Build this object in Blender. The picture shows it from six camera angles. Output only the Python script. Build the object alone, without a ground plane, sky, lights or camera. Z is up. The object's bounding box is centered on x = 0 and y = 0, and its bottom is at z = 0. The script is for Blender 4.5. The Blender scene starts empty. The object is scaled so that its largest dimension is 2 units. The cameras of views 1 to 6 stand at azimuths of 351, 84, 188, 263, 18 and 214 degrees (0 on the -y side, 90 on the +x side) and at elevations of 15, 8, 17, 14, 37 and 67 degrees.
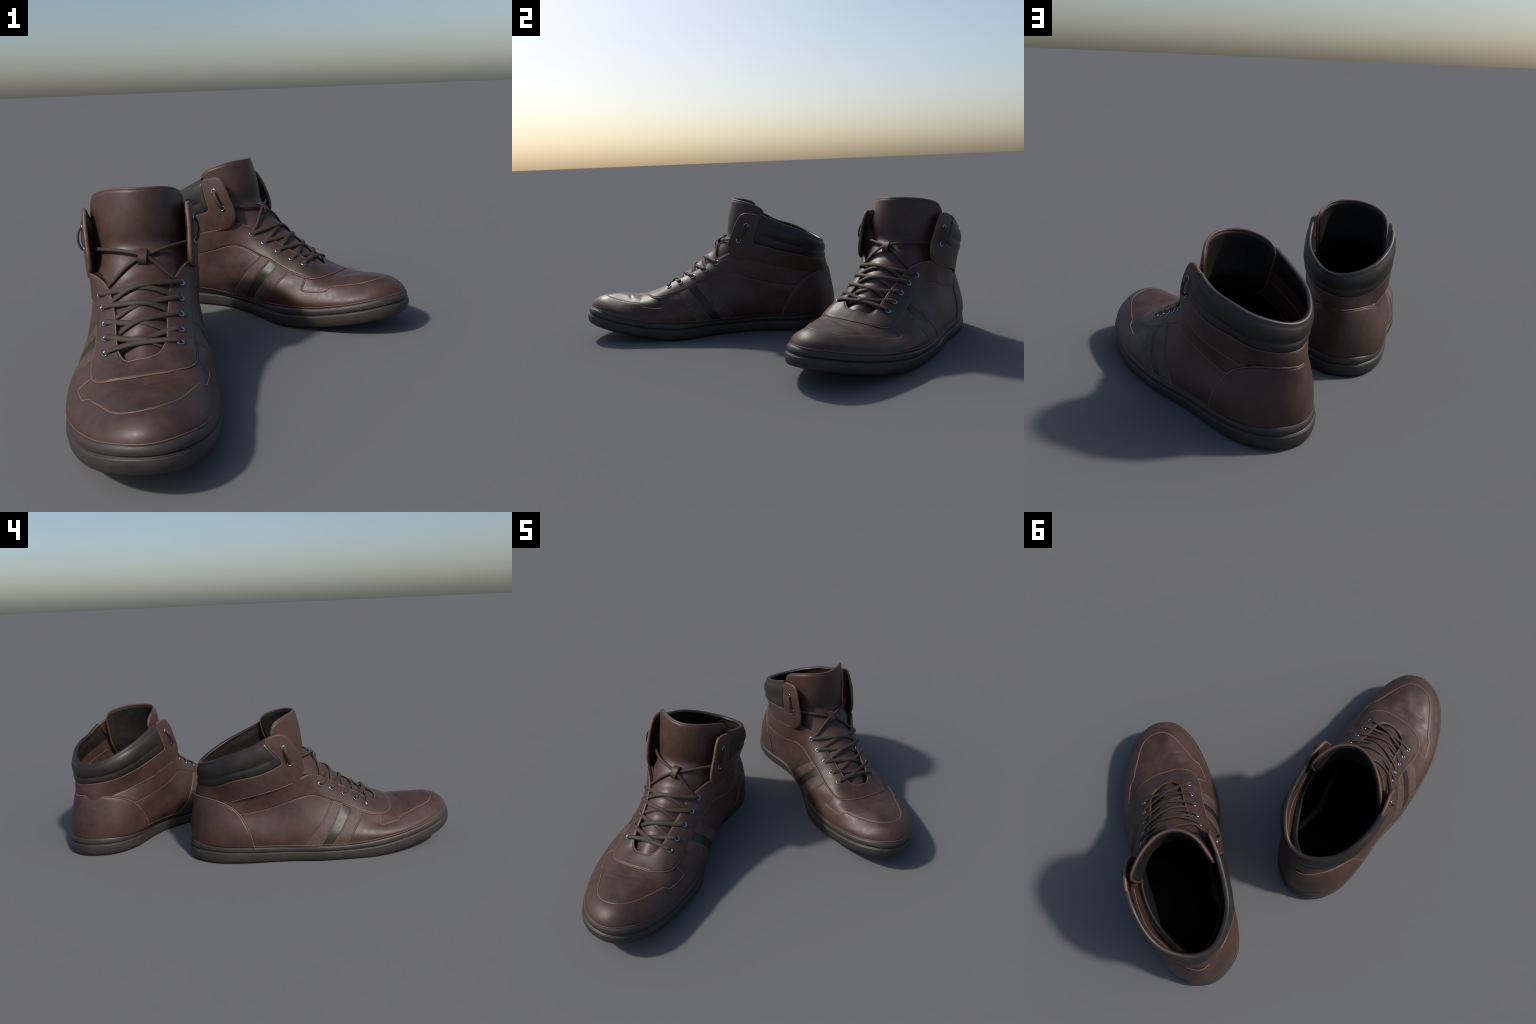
"""A pair of brown leather high-top lace-up shoes.

Every shoe is modelled in its own frame: s runs from heel to toe, t points to
the outer (lateral) side, z up, in metres.  The right shoe uses the frame as it
is, the left one its mirror image.
"""
import bpy, math
import numpy as np
from mathutils import Vector
from mathutils.geometry import delaunay_2d_cdt

RNG = np.random.default_rng(7)

# --------------------------------------------------------------------------
# splines
# --------------------------------------------------------------------------
def cubic(knots, vals, q, periodic=False):
    """Interpolating cubic spline (natural or periodic) through vals at knots."""
    x = np.asarray(knots, float); y = np.asarray(vals, float)
    shape = y.shape[1:]; y = y.reshape(len(y), -1)
    if periodic:
        n = len(x) - 1
        h = np.diff(x); A = np.zeros((n, n)); r = np.zeros((n, y.shape[1]))
        d = (y[1:] - y[:-1]) / h[:, None]
        for i in range(n):
            p = (i - 1) % n
            A[i, p] += h[p]; A[i, i] += 2 * (h[p] + h[i]); A[i, (i + 1) % n] += h[i]
            r[i] = 6 * (d[i] - d[p])
        m = np.linalg.solve(A, r); m = np.vstack([m, m[:1]])
        q = x[0] + np.mod(np.asarray(q, float) - x[0], x[-1] - x[0])
    else:
        n = len(x); h = np.diff(x)
        A = np.eye(n); r = np.zeros((n, y.shape[1])); d = (y[1:] - y[:-1]) / h[:, None]
        for i in range(1, n - 1):
            A[i, i - 1] = h[i - 1]; A[i, i] = 2 * (h[i - 1] + h[i]); A[i, i + 1] = h[i]
            r[i] = 6 * (d[i] - d[i - 1])
        m = np.linalg.solve(A, r)
        q = np.asarray(q, float)
    k = np.clip(np.searchsorted(x, q, side='right') - 1, 0, len(x) - 2)
    h = (x[k + 1] - x[k])[:, None]
    a = (x[k + 1] - q)[:, None] / h; b = 1 - a
    out = a * y[k] + b * y[k + 1] + ((a ** 3 - a) * m[k] + (b ** 3 - b) * m[k + 1]) * h * h / 6
    return out.reshape((len(q),) + shape)


def chord(p):
    p = np.asarray(p, float)
    return np.r_[0, np.cumsum(np.sqrt(np.linalg.norm(np.diff(p, axis=0), axis=-1)) + 1e-9)]


def arc(p):
    return np.r_[0, np.cumsum(np.linalg.norm(np.diff(p, axis=0), axis=-1))]


def smooth_line(pts, n=60):
    """Spline through pts, n samples evenly spaced along its length."""
    pts = np.asarray(pts, float)
    if len(pts) == 2:
        return pts[0] + (pts[1] - pts[0]) * np.linspace(0, 1, n)[:, None]
    k = chord(pts); d = cubic(k, pts, np.linspace(0, k[-1], 400))
    L = arc(d); q = np.linspace(0, L[-1], n)
    return np.stack([np.interp(q, L, d[:, i]) for i in range(d.shape[1])], -1)


def interp1(x, pairs):
    pairs = np.array(pairs, float)
    return np.interp(x, pairs[:, 0], pairs[:, 1])


# --------------------------------------------------------------------------
# surfaces: a net of stations (a) times rows (b), splined to a dense grid
# --------------------------------------------------------------------------
class Surface:
    def __init__(self, stations, periodic, na, nb, flip=1):
        prof = np.array([smooth_line(p, 28) for p in stations])
        if periodic:
            prof = np.concatenate([prof, prof[:1]])
        step = np.sqrt(np.linalg.norm(np.diff(prof, axis=0), axis=-1).mean(1))
        k = np.r_[0, np.cumsum(step)]
        self.knots = k / k[-1]
        a = np.linspace(0, 1, na + 1)
        g = cubic(self.knots, prof, a, periodic)
        bk = np.linspace(0, 1, prof.shape[1]); b = np.linspace(0, 1, nb + 1)
        g = cubic(bk, g.transpose(1, 0, 2), b).transpose(1, 0, 2)
        self.g = g; self.na = na; self.nb = nb; self.periodic = periodic
        if periodic:
            e = np.concatenate([g[-2:-1], g, g[1:2]])
            da = (e[2:] - e[:-2]) * na / 2
        else:
            da = np.gradient(g, axis=0) * na
        db = np.gradient(g, axis=1) * nb
        n = np.cross(da, db) * flip
        n /= np.linalg.norm(n, axis=-1, keepdims=True) + 1e-12
        self.da, self.db, self.n = da, db, n

    def _mix(self, arr, ab):
        ab = np.atleast_2d(ab)
        a = ab[:, 0]
        a = np.mod(a, 1.0) if self.periodic else np.clip(a, 0, 1)
        x = a * self.na; y = np.clip(ab[:, 1], 0, 1) * self.nb
        i = np.minimum(x.astype(int), self.na - 1); j = np.minimum(y.astype(int), self.nb - 1)
        u = (x - i)[:, None]; v = (y - j)[:, None]
        return (arr[i, j] * (1 - u) * (1 - v) + arr[i + 1, j] * u * (1 - v)
                + arr[i, j + 1] * (1 - u) * v + arr[i + 1, j + 1] * u * v)

    def pos(self, ab): return self._mix(self.g, ab)

    def nor(self, ab):
        n = self._mix(self.n, ab); return n / np.linalg.norm(n, axis=-1, keepdims=True)

    def flat(self, ab):
        """Flattened plane coordinates of (a,b): the pattern piece of the leather."""
        if not self.periodic:
            return np.atleast_2d(ab) * [np.linalg.norm(self.da, axis=-1).mean(), np.linalg.norm(self.db, axis=-1).mean()]
        if not hasattr(self, 'out'):
            o = self.g[:-1, 0, :2]
            t = np.roll(o, -25, 0) - np.roll(o, 25, 0); n = np.stack([t[:, 1], -t[:, 0]], -1)
            for _ in range(60): n = (np.roll(n, 3, 0) + n + np.roll(n, -3, 0)) / 3
            n /= np.linalg.norm(n, axis=1, keepdims=True)
            if np.mean((n * (o - o.mean(0))).sum(1)) < 0: n = -n
            n = np.vstack([n, n[:1]])
            # unrolled from the top edge outwards, keeping lengths along each station
            dg = -np.diff(self.g, axis=1)[:, ::-1]; nn = n[:, None]; tt = np.stack([-nn[..., 1], nn[..., 0]], -1)
            fwd = np.sqrt(dg[..., 2] ** 2 + (dg[..., :2] * nn).sum(-1) ** 2); side = (dg[..., :2] * tt).sum(-1)
            st = nn * fwd[..., None] + tt * side[..., None]
            q = self.g[:, -1:, :2] + np.concatenate([st[:, :1] * 0, np.cumsum(st, 1)], 1)
            self.out = np.concatenate([q[:, ::-1], self.g[..., :1] * 0], -1)
        return self._mix(self.out, ab)[:, :2]

    def locate(self, pts, near=None):
        """(a,b) of the surface points nearest to 3D points."""
        out = []
        flat = self.g.reshape(-1, 3)
        for p in np.atleast_2d(pts):
            k = np.argmin(((flat - p) ** 2).sum(1)); i, j = divmod(k, self.nb + 1)
            ab = np.array([i / self.na, j / self.nb])
            for _ in range(3):
                J = np.stack([self._mix(self.da, ab)[0], self._mix(self.db, ab)[0]], 1)
                ab = ab + np.clip(np.linalg.lstsq(J, p - self.pos(ab)[0], rcond=None)[0], -.01, .01)
                ab[1] = min(max(ab[1], 0), 1)
            out.append(ab)
        out = np.array(out)
        if self.periodic:                      # keep a continuous along the line
            for i in range(1, len(out)):
                out[i, 0] -= round(out[i, 0] - out[i - 1, 0])
        return out

    def line(self, pts, n=60):
        """Spline in (a,b) through the places nearest to 3D points."""
        ab = self.locate(pts)
        P = self.pos(ab); k = chord(P)
        if len(ab) == 2:
            d = ab[0] + (ab[1] - ab[0]) * np.linspace(0, 1, 200)[:, None]
        else:
            d = cubic(k, ab, np.linspace(0, k[-1], 400))
        d[:, 1] = np.clip(d[:, 1], 0, 1)
        L = arc(self.pos(d)); q = np.linspace(0, L[-1], n)
        return np.stack([np.interp(q, L, d[:, i]) for i in range(2)], -1)


# --------------------------------------------------------------------------
# mesh helpers
# --------------------------------------------------------------------------
class Part:
    """Vertices and faces of one part in the shoe frame (right shoe)."""
    def __init__(self, name, mat, v, f, parent=None, kind=None, sharp=50, second=None):
        self.name, self.mat, self.v, self.f = name, mat, np.asarray(v, float), f
        self.parent, self.kind, self.sharp = parent, kind, sharp
        self.second = second                  # (material, flag per face) for a second colour


PARTS = []


def add(name, mat, v, f, **k):
    p = Part(name, mat, v, f, **k); PARTS.append(p); return p


def grid_faces(nu, nv, wrap_u=False, wrap_v=False, flip=False, base=0):
    f = []
    for i in range(nu if wrap_u else nu - 1):
        for j in range(nv if wrap_v else nv - 1):
            a = i * nv + j; b = ((i + 1) % nu) * nv + j
            c = ((i + 1) % nu) * nv + (j + 1) % nv; d = i * nv + (j + 1) % nv
            q = (a, b, c, d) if not flip else (a, d, c, b)
            f.append(tuple(x + base for x in q))
    return f


def inside(poly, pts):
    x, y = pts[:, 0], pts[:, 1]; c = np.zeros(len(pts), bool)
    xj, yj = poly[-1]
    for xi, yi in poly:
        if yi != yj:
            c ^= ((yi > y) != (yj > y)) & (x < (xj - xi) * (y - yi) / (yj - yi) + xi)
        xj, yj = xi, yi
    return c


def nearest(pts, ref, chunk=1500):
    d = np.empty(len(pts))
    for i in range(0, len(pts), chunk):
        q = pts[i:i + chunk]
        d[i:i + chunk] = np.sqrt(((q[:, None] - ref[None]) ** 2).sum(-1).min(1))
    return d


def nearest_edge(pts, loop, chunk=1500):
    """distance to a closed polygon given by its vertices"""
    d = np.empty(len(pts)); n = len(loop)
    for i in range(0, len(pts), chunk):
        q = pts[i:i + chunk]; k = ((q[:, None] - loop[None]) ** 2).sum(-1).argmin(1)
        best = np.full(len(q), 1e9)
        for a, b in ((k, (k + 1) % n), (k, (k - 1) % n)):
            e = loop[b] - loop[a]; t = np.clip(((q - loop[a]) * e).sum(1) / ((e * e).sum(1) + 1e-15), 0, 1)
            best = np.minimum(best, np.linalg.norm(q - loop[a] - t[:, None] * e, axis=1))
        d[i:i + chunk] = best
    return d


def dedupe(loop, tol=1e-7):
    keep = [0]
    for i in range(1, len(loop)):
        if np.abs(loop[i] - loop[keep[-1]]).max() > tol: keep.append(i)
    if np.abs(loop[keep[-1]] - loop[0]).max() < tol: keep.pop()
    return loop[keep]


def panel(name, mat, surf, loop, step=.006, thick=.006, lift=-.0065, edge=.006, sink=.012,
          relief=None, inner=None, unroll=False, **k):
    """A piece of leather cut along a closed (a,b) loop, laid on a surface, with rolled edges.

    relief(points, distance_to_edge, ab) adds height along the normal.
    inner: thickness of a back side (for free-standing flaps)."""
    loop = dedupe(np.vstack(loop))
    P = surf.pos(loop)
    # resample the loop evenly in 3D
    cl = np.vstack([loop, loop[:1]]); L = arc(surf.pos(cl))
    n = max(24, int(L[-1] / (step * .55)))
    # keep corners: add the samples to the original corner vertices
    q = np.linspace(0, L[-1], n, endpoint=False)
    loop = np.stack([np.interp(q, L, cl[:, i]) for i in range(2)], -1)
    P = surf.pos(loop); N = surf.nor(loop)
    T = np.roll(P, -1, 0) - np.roll(P, 1, 0); T /= np.linalg.norm(T, axis=1, keepdims=True) + 1e-12
    area = np.sum(loop[:, 0] * np.roll(loop[:, 1], -1) - loop[:, 1] * np.roll(loop[:, 0], -1))
    da, db = surf._mix(surf.da, loop), surf._mix(surf.db, loop)
    # the rotation that points inwards, as (a,b) steps
    ring = []
    for off in (edge * .22, edge * .55, edge * 1.0):
        B = np.cross(N, T)
        J11 = (da * da).sum(1); J12 = (da * db).sum(1); J22 = (db * db).sum(1)
        r1 = (da * B).sum(1); r2 = (db * B).sum(1); det = J11 * J22 - J12 ** 2
        st = np.stack([(J22 * r1 - J12 * r2) / det, (J11 * r2 - J12 * r1) / det], -1)
        # orientation test against polygon area sign
        c = st[:, 0] * -(np.roll(loop, -1, 0) - np.roll(loop, 1, 0))[:, 1] + st[:, 1] * (np.roll(loop, -1, 0) - np.roll(loop, 1, 0))[:, 0]
        sg = np.sign(np.median(c)) * np.sign(area)
        cand = loop + st * off * sg
        ok = inside(loop, cand)
        cand = cand[ok]
        if len(cand):
            d = nearest(surf.pos(cand), P)
            ring.append(cand[d > off * .82])
    # interior points
    lo, hi = loop.min(0), loop.max(0)
    La = np.linalg.norm(surf.da, axis=-1).mean(); Lb = np.linalg.norm(surf.db, axis=-1).mean()
    na = max(3, int((hi[0] - lo[0]) * La / step)); nb = max(3, int((hi[1] - lo[1]) * Lb / step))
    A, B = np.meshgrid(np.linspace(lo[0], hi[0], na + 1), np.linspace(lo[1], hi[1], nb + 1), indexing='ij')
    A = A + (np.arange(nb + 1) % 2)[None] * .5 * (hi[0] - lo[0]) / na
    keep = np.zeros(A.shape, bool); GP = surf.pos(np.stack([A.ravel(), B.ravel()], -1)).reshape(A.shape + (3,))
    for j in range(nb + 1):                    # thin out where the lines of the grid crowd together
        last = None
        for i in range(na + 1):
            if last is None or np.abs(GP[i, j] - last).sum() > step * .8: keep[i, j] = True; last = GP[i, j]
    G = np.stack([A[keep], B[keep]], -1); G = G[inside(loop, G)]
    if len(G):
        d = nearest(surf.pos(G), P); G = G[d > edge * 1.25]
    pts = np.vstack([loop] + ring + [G])
    plane = surf.flat(pts) if unroll else pts * [La, Lb]
    vs, es, fs, ov, oe, of = delaunay_2d_cdt([Vector(p) for p in plane], [], [list(range(len(loop)))], 1, 1e-7)
    ab = np.array([pts[o[0]] if len(o) else (np.nan, np.nan) for o in ov])
    bad = np.isnan(ab[:, 0])
    if bad.any():                              # crossings the triangulation added: take the nearest point
        q_ = np.array([v[:] for v in vs])
        for i in np.where(bad)[0]: ab[i] = pts[np.argmin(((plane - q_[i]) ** 2).sum(1))]
    X = surf.pos(ab); Nn = surf.nor(ab); d = nearest_edge(X, P)
    w = np.clip(d / edge, 0, 1)
    h = lift + thick * np.sqrt(np.clip(1 - (1 - w) ** 2, 0, 1))
    if relief is not None: h = h + relief(X, d, ab)
    V = X + Nn * h[:, None]
    F = [tuple(f) for f in fs]
    # make the faces look along the normal
    f0 = np.array([f[:3] for f in F]); fn = np.cross(V[f0[:, 1]] - V[f0[:, 0]], V[f0[:, 2]] - V[f0[:, 0]])
    if np.median((fn * Nn[f0[:, 0]]).sum(1)) < 0: F = [f[::-1] for f in F]
    # skirt along the border, going into the surface (or to a back side)
    cnt = {}
    for f in F:
        for i in range(len(f)):
            e = (f[i], f[(i + 1) % len(f)]); cnt[e] = 1
    border = [e for e in cnt if (e[1], e[0]) not in cnt]
    bi = sorted({i for e in border for i in e}); m = {b: len(V) + i for i, b in enumerate(bi)}
    if inner is None:
        V2 = X[bi] - Nn[bi] * sink
        F += [(a, m[a], m[b], b) for a, b in ((e[0], e[1]) for e in border)]
        V = np.vstack([V, V2])
    else:
        back = X - Nn * inner * (.15 + .85 * np.sqrt(np.clip(1 - (1 - w) ** 2, 0, 1)))[:, None]
        nV = len(V)
        F += [tuple(i + nV for i in f[::-1]) for f in F]
        F += [(a, a + nV, b + nV, b) for a, b in border]
        V = np.vstack([V, back])
    p = add(name, mat, V, F, **k)
    p.loop = loop
    return p


def tube(path, radius, sides=8, flat=1.0, up=None, closed=False, cap=True):
    """Swept tube; flat<1 squashes it along `up` (per-point vectors)."""
    path = np.asarray(path, float); n = len(path)
    T = np.roll(path, -1, 0) - np.roll(path, 1, 0) if closed else np.gradient(path, axis=0)
    T /= np.linalg.norm(T, axis=1, keepdims=True) + 1e-12
    if up is None:
        up = np.tile([0, 0, 1.], (n, 1))
    U = np.asarray(up, float); U = U - (U * T).sum(1, keepdims=True) * T
    U /= np.linalg.norm(U, axis=1, keepdims=True) + 1e-12
    S = np.cross(T, U)
    r = np.broadcast_to(np.asarray(radius, float), (n,))[:, None]
    ang = np.linspace(0, 2 * np.pi, sides, endpoint=False)
    V = np.concatenate([(path + r * (np.cos(x) * S + np.sin(x) * flat * U))[:, None] for x in ang], 1).reshape(-1, 3)
    F = grid_faces(n, sides, wrap_u=closed, wrap_v=True)
    if cap and not closed:
        F += [tuple(range(sides))[::-1] if False else tuple(range(sides)), tuple(range((n - 1) * sides, n * sides))[::-1]]
    return V, F


def join(items):
    V, F, o = [], [], 0
    for v, f in items:
        V.append(v); F += [tuple(i + o for i in q) for q in f]; o += len(v)
    return np.vstack(V), F


# --------------------------------------------------------------------------
# 1. the foot part of the upper, sole edge (first) to top edge (last)
#    stations run: heel back, outer side, toe, inner side
# --------------------------------------------------------------------------
UPPER = [
 # heel back
 [(-.694, .005, .088), (-.697, .005, .125), (-.692, .005, .185), (-.679, .005, .255), (-.668, .005, .312), (-.643, .005, .365)],
 # heel corner, outer
 [(-.643, .128, .088), (-.642, .127, .130), (-.634, .122, .185), (-.621, .111, .250), (-.607, .097, .315), (-.587, .077, .365)],
 [(-.550, .187, .084), (-.553, .186, .125), (-.551, .178, .175), (-.550, .160, .240), (-.550, .139, .298), (-.537, .117, .350)],
 [(-.430, .209, .078), (-.430, .213, .115), (-.434, .204, .170), (-.440, .181, .228), (-.440, .175, .285), (-.440, .176, .335)],
 [(-.300, .221, .072), (-.300, .226, .113), (-.298, .217, .165), (-.294, .199, .225), (-.287, .190, .280), (-.280, .208, .372)],
 [(-.210, .234, .070), (-.200, .235, .118), (-.186, .224, .180), (-.180, .207, .250), (-.182, .198, .310), (-.172, .196, .405)],
 # front of the ankle: the top of the eyelet piece
 [(-.135, .247, .068), (-.115, .240, .126), (-.096, .226, .177), (-.086, .205, .228), (-.090, .187, .280), (-.105, .180, .330), (-.125, .181, .415)],
 [(-.055, .259, .067), (-.038, .252, .122), (-.021, .232, .167), (-.010, .202, .220), (-.010, .174, .275), (-.038, .156, .338), (-.061, .136, .397)],
 [(.020, .264, .068), (.030, .258, .122), (.044, .233, .163), (.052, .207, .203), (.050, .173, .250), (.026, .142, .313), (.012, .112, .356)],
 [(.105, .271, .075), (.103, .266, .117), (.108, .243, .153), (.115, .212, .187), (.108, .176, .224), (.090, .136, .281), (.083, .103, .317)],
 [(.240, .261, .087), (.240, .265, .106), (.233, .245, .135), (.226, .217, .156), (.215, .181, .192), (.197, .136, .230), (.187, .096, .258)],
 # toe, outer half
 [(.362, .237, .102), (.362, .239, .120), (.350, .214, .148), (.334, .179, .174), (.311, .137, .197), (.273, .104, .216), (.232, .072, .232)],
 [(.505, .181, .127), (.503, .175, .152), (.485, .151, .179), (.463, .127, .199), (.395, .085, .210), (.330, .052, .215), (.249, .042, .239)],
 [(.599, .107, .150), (.592, .099, .176), (.568, .081, .203), (.530, .063, .219), (.440, .040, .222), (.342, .022, .217), (.254, .020, .243)],
 # toe tip
 [(.641, -.010, .163), (.630, -.010, .189), (.599, -.010, .214), (.552, -.010, .2280), (.450, -.015, .2310), (.345, -.010, .2200), (.256, .003, .246)],
 # toe, inner half
 [(.596, -.099, .152), (.589, -.093, .181), (.564, -.075, .210), (.525, -.055, .224), (.430, -.046, .229), (.340, -.032, .2215), (.254, -.014, .249)],
 [(.510, -.155, .131), (.508, -.149, .160), (.490, -.122, .190), (.462, -.097, .209), (.400, -.073, .222), (.335, -.056, .223), (.247, -.032, .254)],
 [(.376, -.190, .104), (.377, -.191, .130), (.367, -.172, .166), (.358, -.148, .196), (.322, -.110, .218), (.270, -.084, .243), (.223, -.052, .270)],
 [(.253, -.207, .090), (.253, -.211, .118), (.250, -.200, .148), (.249, -.182, .176), (.248, -.150, .219), (.213, -.101, .265), (.182, -.063, .289)],
 [(.090, -.205, .084), (.107, -.217, .128), (.130, -.209, .170), (.150, -.186, .207), (.160, -.152, .241), (.128, -.107, .293), (.104, -.068, .321)],
 [(-.035, -.175, .080), (-.003, -.203, .130), (.028, -.200, .182), (.058, -.186, .230), (.083, -.153, .271), (.060, -.113, .325), (.042, -.078, .354)],
 [(-.115, -.160, .077), (-.080, -.198, .132), (-.044, -.200, .185), (-.014, -.186, .238), (.012, -.159, .291), (-.010, -.121, .357), (-.022, -.090, .387)],
 [(-.190, -.153, .077), (-.165, -.187, .130), (-.138, -.200, .188), (-.116, -.193, .255), (-.100, -.172, .325), (-.106, -.160, .385), (-.114, -.150, .433)],
 [(-.275, -.149, .078), (-.258, -.186, .128), (-.238, -.198, .190), (-.222, -.196, .250), (-.211, -.197, .302), (-.199, -.196, .360), (-.193, -.192, .418)],
 [(-.380, -.172, .080), (-.375, -.187, .122), (-.360, -.190, .180), (-.342, -.195, .230), (-.325, -.194, .268), (-.325, -.197, .320), (-.326, -.198, .378)],
 [(-.470, -.182, .082), (-.470, -.188, .130), (-.466, -.188, .180), (-.461, -.184, .235), (-.457, -.174, .288), (-.454, -.156, .350)],
 [(-.565, -.165, .083), (-.567, -.166, .130), (-.565, -.160, .190), (-.561, -.147, .250), (-.564, -.126, .300), (-.549, -.107, .350)],
 [(-.652, -.094, .085), (-.652, -.093, .130), (-.645, -.090, .190), (-.634, -.081, .252), (-.626, -.070, .310), (-.602, -.054, .362)],
]

# 2. the collar: band and padded rim, from the front of the inner flap round the heel
#    to the front of the outer flap; rows from the lower seam to the rim
COLLAR = [
 [(-.085, -.163, .412), (-.080, -.163, .455), (-.085, -.162, .505), (-.110, -.166, .580), (-.150, -.160, .670)],
 [(-.150, -.188, .398), (-.148, -.188, .445), (-.160, -.187, .500), (-.190, -.187, .575), (-.220, -.177, .655)],
 [(-.220, -.196, .382), (-.223, -.200, .430), (-.236, -.202, .490), (-.258, -.199, .560), (-.280, -.189, .630)],
 [(-.345, -.196, .348), (-.350, -.198, .398), (-.362, -.199, .443), (-.377, -.202, .510), (-.395, -.192, .575)],
 [(-.460, -.165, .317), (-.465, -.172, .368), (-.472, -.183, .412), (-.482, -.191, .472), (-.488, -.178, .535)],
 [(-.571, -.110, .276), (-.573, -.120, .340), (-.568, -.131, .383), (-.566, -.143, .432), (-.563, -.139, .500)],
 [(-.639, -.067, .276), (-.634, -.067, .340), (-.627, -.066, .371), (-.624, -.074, .410), (-.618, -.083, .472)],
 [(-.663, .010, .278), (-.657, .010, .340), (-.650, .010, .367), (-.645, .010, .408), (-.634, .005, .468)],
 [(-.615, .086, .276), (-.612, .091, .340), (-.606, .099, .373), (-.605, .108, .418), (-.597, .098, .492)],
 [(-.558, .118, .270), (-.555, .127, .340), (-.551, .146, .388), (-.556, .158, .440), (-.553, .147, .514)],
 [(-.493, .163, .299), (-.489, .173, .350), (-.486, .187, .410), (-.490, .195, .470), (-.490, .183, .540)],
 [(-.389, .203, .330), (-.386, .209, .378), (-.390, .214, .437), (-.401, .216, .500), (-.415, .206, .564)],
 [(-.280, .213, .357), (-.276, .216, .405), (-.285, .218, .462), (-.308, .220, .540), (-.337, .214, .607)],
 [(-.200, .203, .377), (-.199, .204, .425), (-.213, .207, .485), (-.237, .210, .562), (-.262, .204, .640)],
 [(-.110, .185, .395), (-.107, .188, .440), (-.115, .190, .500), (-.145, .193, .570), (-.185, .190, .655)],
]

# 3. the tongue: rows of five points from the inner to the outer edge, toe end first
TONGUE = [
 [(.255, -.080, .180), (.275, -.040, .206), (.290, .010, .212), (.270, .050, .196), (.245, .090, .174)],
 [(.195, -.090, .220), (.215, -.040, .243), (.225, .015, .246), (.215, .060, .222), (.190, .110, .198)],
 [(.095, -.100, .275), (.110, -.045, .306), (.115, .015, .316), (.108, .070, .294), (.085, .125, .260)],
 [(.000, -.115, .328), (.022, -.055, .365), (.028, .012, .380), (.018, .080, .356), (-.010, .145, .314)],
 [(-.085, -.135, .370), (-.050, -.070, .418), (-.042, .010, .434), (-.055, .090, .408), (-.105, .160, .355)],
 [(-.170, -.152, .405), (-.105, -.085, .466), (-.090, .010, .477), (-.110, .100, .458), (-.185, .172, .397)],
 [(-.240, -.158, .455), (-.148, -.095, .505), (-.118, .008, .508), (-.157, .106, .498), (-.255, .176, .450)],
 [(-.275, -.160, .535), (-.160, -.103, .555), (-.125, .005, .555), (-.172, .111, .553), (-.284, .177, .535)],
 [(-.296, -.161, .600), (-.177, -.106, .630), (-.135, .000, .632), (-.193, .111, .630), (-.293, .178, .605)],
 [(-.303, -.160, .656), (-.196, -.105, .696), (-.153, -.005, .705), (-.212, .107, .697), (-.297, .177, .667)],
]


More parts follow.
